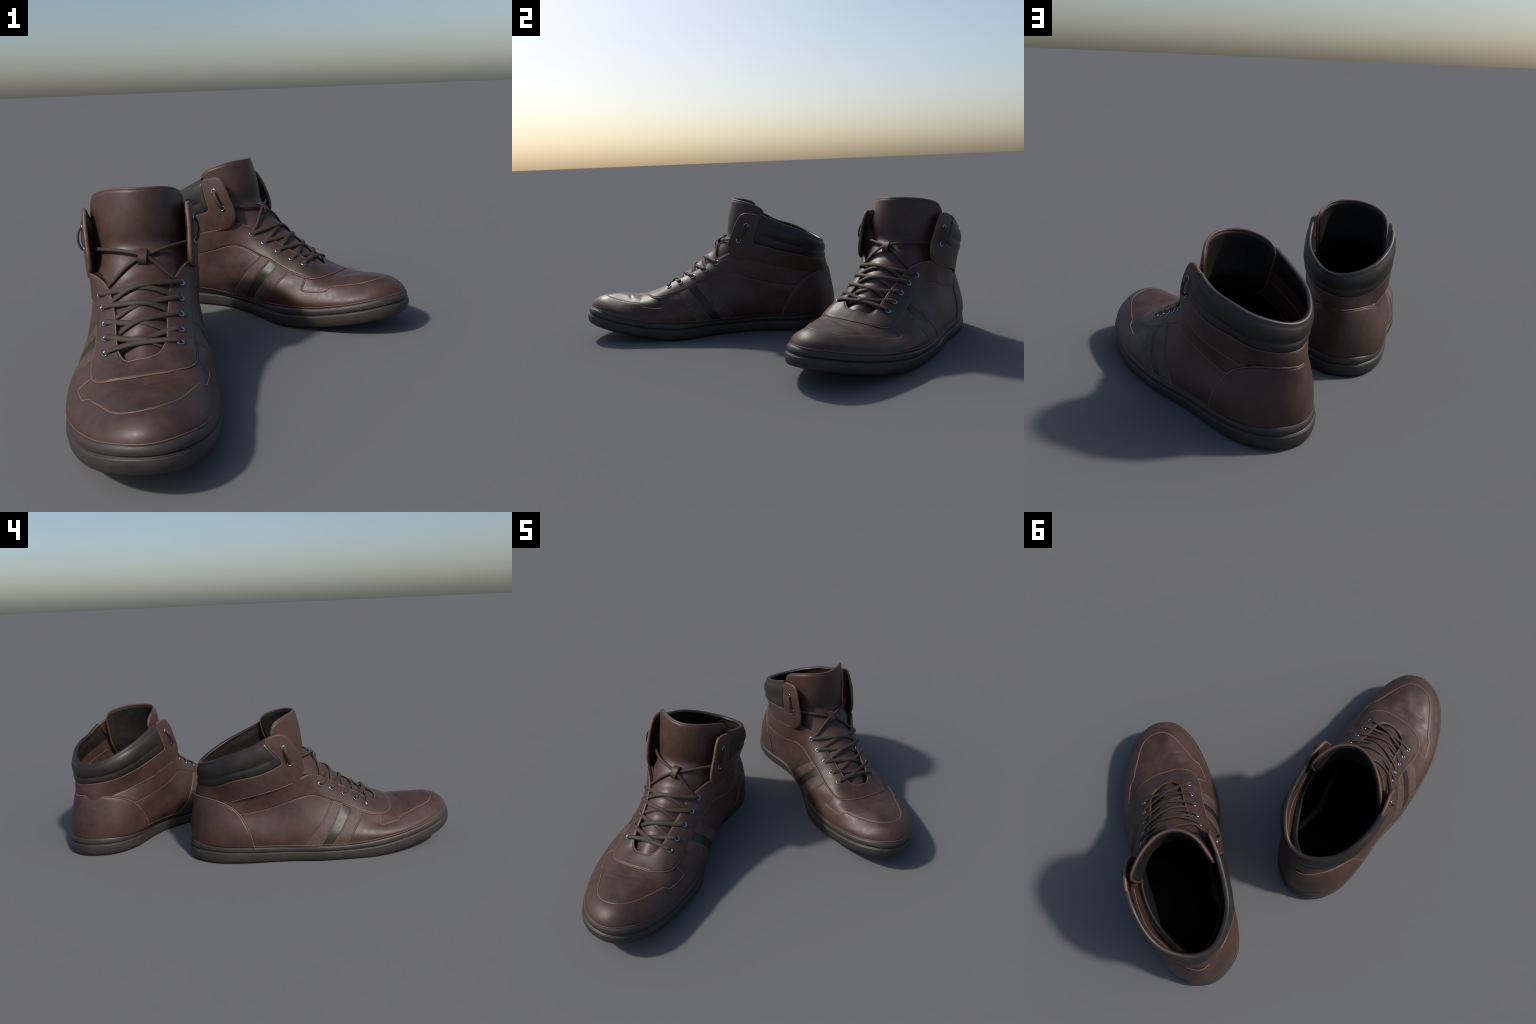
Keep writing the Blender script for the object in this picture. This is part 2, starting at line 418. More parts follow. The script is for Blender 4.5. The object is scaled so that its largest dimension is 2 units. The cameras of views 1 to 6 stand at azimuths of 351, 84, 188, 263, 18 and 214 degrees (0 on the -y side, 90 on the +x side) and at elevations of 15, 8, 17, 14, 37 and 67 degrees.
def build_shoe_parts():
    U = Surface(UPPER, True, 1400, 150, flip=1)
    C = Surface(COLLAR, False, 900, 120, flip=1)
    T = Surface(TONGUE, False, 160, 90, flip=1)
    # normals must look outwards
    for S, c in ((U, (0, 0, .12)), (C, (-.4, 0, .45)), (T, (-.3, 0, .3))):
        o = S.g - np.array(c)
        if np.median((o * S.n).sum(-1)) < 0: S.n *= -1

    L = U.line
    # ---------------- seam lines (outer = o, inner = i) -------------------
    arch_o = L([(-.465, .169, .243), (-.40, .175, .248), (-.33, .185, .261), (-.26, .19, .281), (-.193, .197, .302), (-.14, .188, .312), (-.095, .178, .309), (-.05, .175, .292), (-.006, .173, .273)], 90)
    arch_i = L([(-.465, -.184, .245), (-.40, -.19, .254), (-.324, -.194, .268), (-.26, -.196, .286), (-.212, -.196, .301), (-.15, -.186, .322), (-.10, -.171, .328), (-.04, -.163, .314), (.018, -.158, .291)], 90)
    eye_lo = L([(-.006, .173, .273), (.041, .172, .255), (.089, .173, .233), (.137, .179, .210), (.19, .182, .194), (.240, .177, .188), (.280, .157, .191), (.305, .122, .201), (.319, .075, .211), (.326, .02, .218), (.328, -.03, .223), (.322, -.075, .222),
                (.305, -.113, .218), (.275, -.140, .218), (.245, -.149, .222), (.20, -.152, .231), (.159, -.152, .241), (.107, -.152, .261), (.062, -.154, .280), (.018, -.158, .291)], 300)
    cnt = L([(-.375, -.176, .080), (-.388, -.184, .13), (-.415, -.188, .18), (-.465, -.184, .245), (-.52, -.152, .281), (-.580, -.118, .300), (-.637, -.06, .309), (-.668, .005, .313), (-.625, .085, .314), (-.563, .128, .302), (-.51, .15, .28),
             (-.465, .169, .243), (-.432, .200, .185), (-.414, .213, .13), (-.404, .214, .075)], 220)
    stripe_o = [L([b, m, t], 60) for b, m, t in (
        ((-.161, .242, .070), (-.070, .233, .185), (-.006, .173, .273)),
        ((-.089, .256, .068), (-.010, .232, .18), (.041, .172, .255)),
        ((-.032, .262, .067), (.040, .238, .17), (.089, .173, .233)),
        ((.035, .266, .068), (.100, .238, .16), (.137, .179, .210)))]
    stripe_i = [L([b, m, t], 60) for b, m, t in (
        ((-.138, -.156, .080), (-.055, -.176, .19), (.018, -.158, .291)),
        ((-.066, -.166, .081), (.005, -.180, .19), (.062, -.154, .280)),
        ((-.010, -.178, .082), (.060, -.184, .18), (.107, -.152, .261)),
        ((.072, -.198, .083), (.125, -.190, .175), (.159, -.152, .241)))]
    wing_o = np.vstack([L([(.236, .177, .188), (.226, .205, .166), (.2245, .219, .155)], 14), L([(.2245, .219, .155), (.229, .2245, .152), (.262, .220, .152), (.310, .206, .157)], 24),
                        L([(.310, .206, .157), (.324, .201, .159), (.333, .190, .166), (.350, .177, .173)], 20)])
    cap = L([(.350, .177, .173), (.397, .158, .182), (.445, .136, .195), (.484, .119, .202), (.525, .090, .214), (.550, .037, .224), (.545, -.025, .226), (.517, -.062, .221), (.479, -.088, .211), (.430, -.113, .202), (.385, -.137, .199)], 150)
    wing_i = np.vstack([L([(.385, -.137, .199), (.366, -.148, .193), (.357, -.162, .181), (.345, -.168, .176)], 20), L([(.345, -.168, .176), (.31, -.176, .172), (.262, -.184, .170), (.249, -.183, .172)], 24),
                        L([(.249, -.183, .172), (.247, -.178, .178), (.250, -.149, .220)], 14)])

    def cut(line, p, q=None, n=None):
        """part of a line between the places nearest to p and q (in (a,b))"""
        P = U.pos(line)
        i = 0 if p is None else int(np.argmin(((P - np.array(p)) ** 2).sum(1)))
        j = len(line) - 1 if q is None else int(np.argmin(((P - np.array(q)) ** 2).sum(1)))
        return line[i:j + 1] if i <= j else line[j:i + 1][::-1]

    def bottom(p, q, n=80):
        a, b = U.locate([p])[0, 0], U.locate([q])[0, 0]
        b += round(a - b) if abs(a - b) > .5 else 0
        return np.stack([np.linspace(a, b, n), np.zeros(n)], -1)

    def joined(*ls):
        """join lines end to end, unwrapping a"""
        out = [ls[0]]
        for l in ls[1:]:
            l = l.copy(); l[:, 0] += round(out[-1][-1, 0] - l[0, 0]); out.append(l)
        return np.vstack(out)

    # ---------------- base shell and lining -------------------------------
    na, nb = 360, 48
    A, B = np.meshgrid(np.arange(na) / na, np.linspace(0, 1, nb), indexing='ij'); ab = np.stack([A.ravel(), B.ravel()], -1)
    X, N = U.pos(ab), U.nor(ab)
    outer = X - N * .0095; inn = X - N * .032
    F = grid_faces(na, nb, wrap_u=True)
    fn = np.cross(outer[F[5][1]] - outer[F[5][0]], outer[F[5][2]] - outer[F[5][0]])
    if fn @ N[F[5][0]] < 0: F = [f[::-1] for f in F]
    add('upper_base', 'leather', outer, F)
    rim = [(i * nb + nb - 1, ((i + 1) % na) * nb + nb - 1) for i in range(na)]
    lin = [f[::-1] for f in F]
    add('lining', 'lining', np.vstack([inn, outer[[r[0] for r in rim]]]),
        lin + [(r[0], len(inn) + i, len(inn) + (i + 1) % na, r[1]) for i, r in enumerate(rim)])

    ring_a = np.concatenate([np.linspace(.70, 1.0, 120), np.linspace(1.0, 1.27, 110)[1:]])
    ring_ab = np.stack([ring_a, np.full(len(ring_a), .985)], -1)
    V_, F_ = tube(U.pos(ring_ab) - U.nor(ring_ab) * .0265, .0080, 10, up=U.nor(ring_ab)); add('lining_roll', 'dark_leather', V_, F_)

    # ---------------- panels ----------------------------------------------
    top = lambda a0, a1, n=400: np.stack([np.linspace(a0, a1, n), np.ones(n)], -1)
    # eyelet piece with the ankle strip, one big horseshoe
    low = joined(arch_o, eye_lo[1:], arch_i[::-1][1:])
    back_i = cut(cnt, (-.465, -.184, .245), (-.572, -.122, .299)); back_o = cut(cnt, (-.558, .130, .301), (-.465, .169, .243))
    a_o, a_i = back_o[0, 0] % 1, back_i[-1, 0] % 1
    up_i = L([(-.553, -.128, .309), (-.456, -.163, .330), (-.345, -.196, .366), (-.22, -.197, .400), (-.185, -.190, .415)], 60)
    up_o = L([(-.180, .198, .403), (-.205, .203, .394), (-.28, .210, .372), (-.389, .204, .345), (-.485, .163, .314), (-.540, .140, .308)], 60)
    throat_top = top(up_i[-1, 0] % 1, up_o[0, 0] % 1)
    eyestay_loop = joined(low, back_i[1:], up_i[2:-2], throat_top, up_o[2:-2], back_o[1:-1])
    panel('eyelet_piece', 'leather', U, [eyestay_loop], thick=.0075, edge=.008, step=.0062, unroll=True)
    # heel counter
    cl = joined(cnt, bottom((-.404, .214, .075), (-.375, -.176, .080), 160)[1:-1] * [1, 1])
    bt = np.stack([np.linspace(cnt[-1, 0], cnt[0, 0], 160), np.zeros(160)], -1)[1:-1]
    panel('heel_counter', 'leather', U, [cnt, bt], thick=.0085, edge=.010)
    # quarters
    for arch, st, side in ((arch_o, stripe_o[0], 'o'), (arch_i, stripe_i[0], 'i')):
        c = cut(cnt, None if side == 'i' else (-.465, .169, .243), (-.465, -.184, .245) if side == 'i' else None)
        if side == 'o': c = c[::-1]
        loop = joined(c, arch[1:], st[::-1][1:])
        e, b0 = loop[-1], loop[0]
        loop = np.vstack([loop, np.stack([np.linspace(e[0], b0[0], 80), np.zeros(80)], -1)[1:-1]])
        panel('quarter_panel', 'leather', U, [loop], thick=.0045, edge=.005)
    # stripes, two of suede and a black one between
    for st in (stripe_o, stripe_i):
        for k in range(3):
            t0, t1 = U.pos(st[k])[-1], U.pos(st[k + 1])[-1]
            seg = cut(eye_lo, t0, t1)
            loop = joined(st[k], seg[1:], st[k + 1][::-1][1:])
            e, b0 = loop[-1], loop[0]
            loop = np.vstack([loop, np.stack([np.linspace(e[0], b0[0], 24), np.zeros(24)], -1)[1:-1]])
            panel('side_stripe', 'suede' if k != 1 else 'black_leather', U, [loop], thick=.0065 if k != 1 else .0035, edge=.0045, step=.005)
    # mudguard round the toe
    w1o, w1i = U.pos(wing_o)[0], U.pos(wing_i)[-1]
    loop = joined(stripe_o[3], cut(eye_lo, U.pos(stripe_o[3])[-1], w1o)[1:], wing_o[1:], cap[1:], wing_i[1:], cut(eye_lo, w1i, U.pos(stripe_i[3])[-1])[1:], stripe_i[3][::-1][1:])
    e, b0 = loop[-1], loop[0]
    loop = np.vstack([loop, np.stack([np.linspace(e[0], b0[0], 240), np.zeros(240)], -1)[1:-1]])
    panel('mudguard', 'leather', U, [loop], thick=.0052, edge=.006, unroll=True)

    # toe box, with creases where the foot bends
    def creases(P, d, ab):
        s, t = P[:, 0], P[:, 1]
        w = np.clip((d - .010) / .03, 0, 1)
        h = 0
        for s0, amp, ph, k in ((.372, .0030, .4, .03), (.412, .0022, 2.0, .045), (.352, .0016, 4.0, .02)):
            mid = s0 + .012 * np.sin(t * 22 + ph) + .10 * (t + .01) ** 2
            h = h - amp * np.exp(-((s - mid) / .0085) ** 2) * (.55 + .45 * np.sin(t * 31 + ph * 2)) * (np.abs(t) < .16)
        h = h + .0015 * np.sin(s * 46 + 2 * np.sin(t * 19)) * np.sin(t * 33 + 1.3)
        return h * w
    seg = cut(eye_lo, w1o, w1i)
    panel('toe_box', 'leather', U, [joined(seg, wing_i[::-1][1:], cap[::-1][1:], wing_o[::-1][1:-1])], thick=.0030, edge=.005, relief=creases, step=.005, unroll=True)

    # ---------------- worn, pale edges along the seams ---------------------
    def bead(surf, line, r=.0026, h=.0045, ends=True, flat=.8):
        h = h - (.0065 if surf is U else .0045)
        P = surf.pos(line) + surf.nor(line) * h
        n = max(6, int(arc(P)[-1] / .006)); Ls = arc(P); q = np.linspace(0, Ls[-1], n)
        P = np.stack([np.interp(q, Ls, P[:, i]) for i in range(3)], -1)
        rad = np.full(n, r)
        if ends: rad[0] = rad[-1] = r * .4
        N = np.stack([np.interp(q, Ls, surf.nor(line)[:, i]) for i in range(3)], -1)
        return tube(P, rad, 8, flat=flat, up=N)

    def shift(surf, line, off):
        """move a line sideways on the surface by off metres"""
        P = surf.pos(line); N = surf.nor(line); Tn = np.gradient(P, axis=0); Tn /= np.linalg.norm(Tn, axis=1, keepdims=True) + 1e-12
        Bv = np.cross(N, Tn); da, db = surf._mix(surf.da, line), surf._mix(surf.db, line)
        a, b, c = (da * da).sum(1), (da * db).sum(1), (db * db).sum(1); r1, r2 = (da * Bv).sum(1), (db * Bv).sum(1); det = a * c - b * b
        out = line + off * np.stack([(c * r1 - b * r2) / det, (a * r2 - b * r1) / det], -1)
        out[:, 1] = np.clip(out[:, 1], 0, 1); return out

    worn = [bead(U, arch_o, .0030, .0035), bead(U, arch_i, .0030, .0035), bead(U, eye_lo, .0032, .0040), bead(U, cap, .0034, .0030),
            bead(U, wing_o, .0032, .0030), bead(U, wing_i, .0032, .0030), bead(U, cnt, .0034, .0065),
            bead(U, np.stack([throat_top[:, 0], np.full(400, .996)], -1), .0030, .0045)]
    for st in (stripe_o, stripe_i):
        worn += [bead(U, l, .0022, .0036) for l in st]
    a0, a1 = stripe_o[3][0, 0], stripe_i[3][0, 0]
    add('worn_edge', 'edge', *join(worn))

    # ---------------- sole --------------------------------------------------
    SOLE = [(-.706, .010), (-.692, .082), (-.655, .131), (-.600, .170), (-.530, .197), (-.440, .213), (-.350, .222), (-.210, .236), (-.080, .263), (.060, .272), (.190, .274), (.320, .257),
            (.440, .225), (.550, .172), (.617, .109), (.649, .043), (.657, -.012), (.645, -.065), (.606, -.117), (.510, -.171), (.380, -.203), (.250, -.219), (.135, -.219), (.020, -.181),
            (-.096, -.147), (-.230, -.134), (-.380, -.164), (-.470, -.182), (-.560, -.172), (-.622, -.142), (-.672, -.088), (-.699, -.038)]
    SO = np.array(SOLE + SOLE[:1]); kk = chord(SO); n = 420
    d = cubic(kk, SO, np.linspace(0, kk[-1], 2000), True); La = arc(d); q = np.linspace(0, La[-1], n, endpoint=False)
    O = np.stack([np.interp(q, La, d[:, i]) for i in range(2)], -1)
    Tn = np.roll(O, -1, 0) - np.roll(O, 1, 0); Tn /= np.linalg.norm(Tn, axis=1, keepdims=True)
    Nn = np.stack([Tn[:, 1], -Tn[:, 0]], -1)
    if np.mean((Nn * (O - O.mean(0))).sum(1)) < 0: Nn = -Nn
    zb = lambda s: interp1(s, [(-1, 0), (.14, 0), (.20, .001), (.26, .007), (.32, .016), (.42, .035), (.52, .056), (.60, .075), (.66, .090)])
    outer_z = [(-.71, .098), (-.60, .095), (-.48, .087), (-.345, .081), (-.20, .077), (.06, .076), (.19, .086), (.32, .103), (.44, .123), (.55, .147), (.61, .163), (.66, .172)]
    inner_z = [(-.71, .098), (-.60, .093), (-.48, .090), (-.345, .090), (-.20, .086), (.02, .088), (.19, .093), (.32, .104), (.44, .127), (.55, .153), (.61, .168), (.66, .172)]
    zt = np.where(O[:, 1] > 0, interp1(O[:, 0], outer_z), interp1(O[:, 0], inner_z))
    for _ in range(6): zt = (np.roll(zt, 1) + zt * 2 + np.roll(zt, -1)) / 4
    zbot = zb(O[:, 0])
    prof = [(-.020, .0), (-.012, .012), (-.0065, .06), (-.003, .14), (-.0005, .30), (0, .45), (-.0005, .555), (-.0025, .572), (-.0030, .585), (-.0025, .600), (-.0045, .622), (-.0085, .635), (-.0095, .650), (-.0080, .664), (-.0035, .680), (-.0018, .72),
            (-.0018, .84), (-.004, .92), (-.009, .975), (-.016, 1.0), (-.026, .985), (-.040, .95)]
    lean = interp1(O[:, 0], [(-.71, .004), (.25, .004), (.5, .009), (.66, .013)])
    rows = [np.stack([O[:, 0] + Nn[:, 0] * (o - lean * max(0, h - .4) / .6), O[:, 1] + Nn[:, 1] * (o - lean * max(0, h - .4) / .6), zbot + (zt - zbot) * h], -1) for o, h in prof]
    spine = np.stack([np.clip(O[:, 0], -.56, .52), np.interp(np.clip(O[:, 0], -.56, .52), [-.56, 0, .52], [.01, .035, -.01])], -1)
    R0 = rows[0]; bott = []
    for f in (.0, .3, .65, .88):
        xy = spine + (R0[:, :2] - spine) * f
        bott.append(np.stack([xy[:, 0], xy[:, 1], zb(xy[:, 0]) + .0], -1))
    V = np.stack(bott + rows, 1).reshape(-1, 3); m = len(bott) + len(rows)
    F = grid_faces(n, m, wrap_u=True, flip=False)
    c = V[F[m + 8][0]]
    f = F[9]; fn = np.cross(V[f[1]] - V[f[0]], V[f[2]] - V[f[0]])
    if fn[:2] @ Nn[0] < 0: F = [x[::-1] for x in F]
    add('sole', 'rubber', V, F, sharp=40)
    # thin mould lines down the side wall
    mould = []
    for p_ in ((.300, .258), (-.655, .131), (-.622, -.140), (.330, -.211)):
        k_ = int(np.argmin(((O - np.array(p_)) ** 2).sum(1)))
        mould.append(tube(np.array([r_[k_] for r_ in rows[2:8]]), .0013, 6, up=np.tile([*Nn[k_], 0.], (6, 1))))
    add('mould_line', 'rubber', *join(mould))
    # pale line where the upper meets the sole
    aw = np.linspace(cnt[0, 0] % 1 - 1, cnt[0, 0] % 1, 500); bs = np.linspace(0, .5, 60)
    ln = []
    for a_ in aw:
        Pq = U.pos(np.stack([np.full(60, a_), bs], -1)); zz = np.where(Pq[:, 1] > 0, interp1(Pq[:, 0], outer_z), interp1(Pq[:, 0], inner_z))
        ln.append((a_, np.interp(0, Pq[:, 2] - zz - .0035, bs)))
    ln = np.array(ln)
    for _ in range(12): ln[1:-1, 1] = (ln[:-2, 1] + 2 * ln[1:-1, 1] + ln[2:, 1]) / 4
    add('worn_edge', 'edge', *bead(U, ln, .0020, .0055))
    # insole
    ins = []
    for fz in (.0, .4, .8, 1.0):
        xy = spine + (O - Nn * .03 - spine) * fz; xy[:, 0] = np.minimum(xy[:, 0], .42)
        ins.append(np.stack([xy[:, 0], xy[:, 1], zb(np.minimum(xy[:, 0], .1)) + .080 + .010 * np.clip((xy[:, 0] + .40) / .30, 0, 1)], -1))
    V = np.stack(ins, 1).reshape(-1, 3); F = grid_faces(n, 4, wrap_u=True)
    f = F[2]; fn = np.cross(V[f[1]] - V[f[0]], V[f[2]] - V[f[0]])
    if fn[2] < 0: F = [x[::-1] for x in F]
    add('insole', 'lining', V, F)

    # ---------------- collar -------------------------------------------------
    CL = C.line
    flap_o = [(-.339, .216, .606), (-.300, .211, .622), (-.266, .204, .628), (-.240, .203, .622), (-.220, .200, .602), (-.188, .198, .557), (-.160, .193, .505), (-.148, .191, .465), (-.151, .194, .430), (-.170, .197, .402), (-.205, .203, .386)]
    flap_i = [(-.274, -.190, .627), (-.230, -.183, .637), (-.195, -.178, .640), (-.172, -.176, .625), (-.152, -.175, .592), (-.132, -.175, .548), (-.113, -.170, .500), (-.107, -.168, .468), (-.114, -.173, .436), (-.135, -.182, .415), (-.170, -.190, .404)]
    low_c = [(-.205, .203, .386), (-.28, .213, .367), (-.389, .204, .340), (-.491, .160, .306), (-.557, .119, .280), (-.614, .086, .286), (-.662, .01, .288), (-.638, -.067, .286), (-.572, -.112, .286), (-.456, -.163, .325), (-.345, -.196, .355), (-.22, -.197, .391), (-.170, -.190, .404)]
    pad_lo = [(-.270, .213, .478), (-.309, .220, .459), (-.422, .212, .427), (-.524, .168, .397), (-.605, .085, .371), (-.650, .010, .366), (-.620, -.06, .370), (-.564, -.121, .383), (-.468, -.175, .412), (-.362, -.195, .443), (-.262, -.201, .476)]
    pf_o = CL([(-.339, .216, .606), (-.300, .217, .555), (-.262, .213, .512)], 24)
    pf_o2 = CL([(-.262, .213, .512), (-.256, .212, .497), (-.259, .212, .485), (-.270, .213, .478)], 10)
    pf_i2 = CL([(-.262, -.201, .476), (-.245, -.201, .482), (-.234, -.201, .492), (-.235, -.201, .505)], 10)
    pf_i = CL([(-.235, -.201, .505), (-.255, -.199, .560), (-.274, -.190, .627)], 24)
    plo = CL(pad_lo, 200); fo = CL(flap_o, 90); fi = CL(flap_i, 90); lc = CL(low_c, 220)
    # leather band with the two flaps: outline of the band minus the pad
    band_loop = np.vstack([fo, lc[1:], fi[::-1][1:], pf_i[::-1][1:], pf_i2[::-1][1:], plo[::-1][1:], pf_o2[::-1][1:], pf_o[::-1][1:-1]])
    panel('ankle_band', 'leather', C, [band_loop], thick=.0035, lift=-.0025, edge=.005, inner=.0145, step=.006)
    Pl = C.pos(lc); front = Pl[:, 0] > -.535
    worn = [bead(C, lc[front & (Pl[:, 1] > 0)], .0024, .0042), bead(C, lc[front & (Pl[:, 1] < 0)], .0024, .0042)] + [bead(C, np.vstack([pf_o, pf_o2[1:], plo[1:], pf_i2[1:], pf_i[1:]]), .0024, .0035)]
    worn += [bead(C, l, .0030, -.0020, flat=2.1) for l in (fo, fi)]
    seam_in = np.stack([np.linspace(.14, .86, 300), np.full(300, .385)], -1)
    worn.append(bead(C, seam_in, .0022, -.0110))
    add('worn_edge', 'edge', *join(worn))
    # padded rim: a sweep whose section goes up the outside, over the rim and down the inside
    na = 420; sec = 44
    a_o = CL([(-.339, .216, .606)], 1)[0, 0] if False else C.locate([(-.300, .217, .555)])[0, 0]; a_i = C.locate([(-.255, -.199, .560)])[0, 0]
    a = np.linspace(a_i - .008, a_o + .008, na)
    pl_ab = np.vstack([pf_i[::-1], pf_i2[::-1][1:], plo[::-1][1:], pf_o2[::-1][1:], pf_o[::-1][1:]])
    # lower border of the pad as b(a); at the flaps it climbs to the rim
    order = np.argsort(plo[:, 0]); blo = np.interp(a, plo[order, 0], plo[order, 1])
    # how far (in metres) from the flaps
    Pm = C.pos(np.stack([a, np.full(na, .6)], -1)); Lm = arc(Pm); edge_d = np.minimum(Lm, Lm[-1] - Lm)
    fade = np.clip((edge_d - .012) / .05, 0, 1); fade = fade * fade * (3 - 2 * fade)
    # keep the pad behind the slanted front line of each flap
    po = np.vstack([pf_o2[::-1], pf_o[::-1][1:]]); pi_ = np.vstack([pf_i2, pf_i[1:]])
    V = []
    for j in range(sec):
        u = j / (sec - 1)
        if u < .55:                          # outside, seam to below the crest
            w = u / .55
            b = blo + (.955 - blo) * w
            aa = a.copy()
            # squeeze the ends so that the border follows the slanted flap lines
            bo = np.clip(b, po[:, 1].min(), .999); ao = np.interp(bo, np.sort(po[:, 1]), po[np.argsort(po[:, 1]), 0])
            ai = np.interp(np.clip(b, pi_[:, 1].min(), .999), np.sort(pi_[:, 1]), pi_[np.argsort(pi_[:, 1]), 0])
            x = (a - a[0]) / (a[-1] - a[0]); aa = ai + .001 + (ao - ai - .002) * x
            ab = np.stack([aa, b], -1); P = C.pos(ab); Nn_ = C.nor(ab)
            lower = np.sqrt(np.clip(1 - ((w - .19) / .19) ** 2, 0, 1)) if w < .38 else 0
            upper = np.sqrt(np.clip(1 - ((w - .70) / .34) ** 2, 0, 1)) if w > .36 else 0
            roll = np.maximum(lower * .0085, upper * .0125); plain = .0115 * np.sqrt(np.clip(1 - (2 * w - 1) ** 4, 0, 1))
            ends = np.sqrt(np.clip(edge_d / .012, 0, 1))
            h = (plain * (1 - fade) * .9 + roll * fade) * np.clip(ends, 0, 1) - .0045
            V.append(P + Nn_ * h[:, None])
            last = (ab, h)
        else:                                # over the rim and down the inside
            w = (u - .55) / .45
            ab = last[0].copy(); ab[:, 1] = .985; P = C.pos(ab); Nn_ = C.nor(ab)
            Nh = Nn_ * [1, 1, 0]; Nh /= np.linalg.norm(Nh, axis=1, keepdims=True)
            r = .0112
            if w < .35:
                th = w / .35 * math.pi
                V.append(P - Nh * (.004 + r * (1 - math.cos(th)) - .010)[None] if False else P + Nh * (.004 - r * (1 - math.cos(th))) + np.array([0, 0, 1.]) * (r * .75 * math.sin(th) + .001))
            else:
                x = (w - .35) / .65
                dn = ab.copy(); dn[:, 1] = np.maximum(.985 - x * .62, 0.02)
                Pd = C.pos(dn); Nd = C.nor(dn); Ndh = Nd * [1, 1, 0]; Ndh /= np.linalg.norm(Ndh, axis=1, keepdims=True)
                V.append(Pd - Ndh * (.0145 + .006 * math.sin(min(1, x * 1.6) * math.pi) ** 2 - .004 * x))
    V = np.stack(V, 1).reshape(-1, 3)
    F = grid_faces(na, sec); c = sec // 4; f = F[(na // 2) * (sec - 1) + c]
    fn = np.cross(V[f[1]] - V[f[0]], V[f[2]] - V[f[0]])
    if fn @ C.nor(np.array([[a[na // 2], .6]]))[0] < 0: F = [x[::-1] for x in F]
    F += [tuple(range(sec)), tuple(range((na - 1) * sec, na * sec))[::-1]]
    crest = [(i % (sec - 1)) / (sec - 1) > .47 and (i % (sec - 1)) / (sec - 1) < .78 for i in range((na - 1) * (sec - 1))] + [False, False]
    add('padded_collar', 'black_leather', V, F, second=('rim_dark', crest))
    # inner lining of the collar below the pad, brown leather
    nb = 14; A, B = np.meshgrid(np.linspace(a[0] - .06, a[-1] + .06, 240), np.linspace(0, .60, nb), indexing='ij')
    ab = np.stack([A.ravel(), B.ravel()], -1); P = C.pos(ab); Nn_ = C.nor(ab)
    V = P - Nn_ * .0145; F = grid_faces(240, nb)
    f = F[120 * (nb - 1) + 5]; fn = np.cross(V[f[1]] - V[f[0]], V[f[2]] - V[f[0]])
    if fn @ Nn_[f[0]] > 0: F = [x[::-1] for x in F]
    add('collar_lining', 'leather', V, F)

    # ---------------- tongue ---------------------------------------------------
    nu, nv = 120, 64
    Y, Xx = np.meshgrid(np.linspace(0, 1, nu), np.linspace(0, 1, nv), indexing='ij')
    # round the two upper corners
    yy = Y.copy(); cx = np.clip((np.abs(Xx - .5) - .40) / .10, 0, 1)
    yy = Y * (1 - .060 * (1 - np.sqrt(1 - cx ** 2 * .999)))
    ab = np.stack([yy.ravel(), Xx.ravel()], -1)
    P = T.pos(ab); Nt = T.nor(ab)
    ex = np.minimum(Xx, 1 - Xx).ravel() * .42; ey = (1 - Y).ravel() * 1.0
    ed = np.clip(np.minimum(ex, ey) / .018, 0, 1); rnd = np.sqrt(np.clip(1 - (1 - ed) ** 2, 0, 1))
    bumps = .0035 * np.sin((P[:, 0] + .02) / .066 * 2 * math.pi) * np.clip((.20 - P[:, 0]) / .03, 0, 1) * np.clip((P[:, 0] + .09) / .03, 0, 1) * np.clip(1 - np.abs(P[:, 1]) / .12, 0, 1)
    front = P + Nt * (.006 * rnd + bumps)[:, None]; back = P - Nt * ((.014 + .012 * np.clip((.62 - Y.ravel()) / .2, 0, 1)) * rnd)[:, None]
    F = grid_faces(nu, nv); f = F[60 * (nv - 1) + 30]; fn = np.cross(front[f[1]] - front[f[0]], front[f[2]] - front[f[0]])
    if fn @ Nt[f[0]] < 0: F = [x[::-1] for x in F]
    add('tongue', 'leather', front, F, sharp=80)
    add('tongue_lining', 'dark_leather', back, [x[::-1] for x in F], sharp=80)
    # worn top rim of the tongue
    rim_i = [i * nv + 0 for i in range(nu // 2, nu)] + [(nu - 1) * nv + j for j in range(1, nv - 1)] + [i * nv + nv - 1 for i in range(nu - 1, nu // 2, -1)]
    rp = smooth_line((P - Nt * .002)[rim_i][::3], 160); rn = Nt[rim_i]
    V, F = tube(rp, .0060, 8); add('tongue_rim', 'rim', V, F)

    # ---------------- eyelets and laces ----------------------------------------
    eye_o = [(.180, .134, .237), (.120, .134, .266), (.060, .136, .296), (-.004, .142, .329), (-.063, .153, .357)]
    eye_i = [(.212, -.100, .265), (.150, -.105, .284), (.082, -.111, .314), (.014, -.118, .346), (-.048, -.123, .381)]
    ank_o = [(-.219, .206, .485), (-.245, .211, .563)]; ank_i = [(-.163, -.184, .502), (-.206, -.189, .579)]

    def eyelet(P, N, r=.0098):
        N = N / np.linalg.norm(N); h = np.cross(N, [0, 0, 1.]); h /= np.linalg.norm(h); k = np.cross(N, h)
        nu_, nv_ = 28, 10; V = []
        for i in range(nu_):
            x = 2 * math.pi * i / nu_; d_ = math.cos(x) * h + math.sin(x) * k
            for j in range(nv_):
                y = 2 * math.pi * j / nv_
                V.append(P + d_ * (r + .0038 * math.cos(y)) + N * (.0030 * math.sin(y) + .0008))
        V = np.array(V); F = grid_faces(nu_, nv_, True, True)
        f = F[0]; fn = np.cross(V[f[1]] - V[f[0]], V[f[2]] - V[f[0]]); ctr = P + h * r
        if fn @ (V[f[0]] - ctr) < 0: F = [x[::-1] for x in F]
        add('eyelet', 'metal', V, F)
        # dark hole
        ring = np.array([P + (math.cos(2 * math.pi * i / 20) * h + math.sin(2 * math.pi * i / 20) * k) * (r - .001) + N * .0004 for i in range(20)])
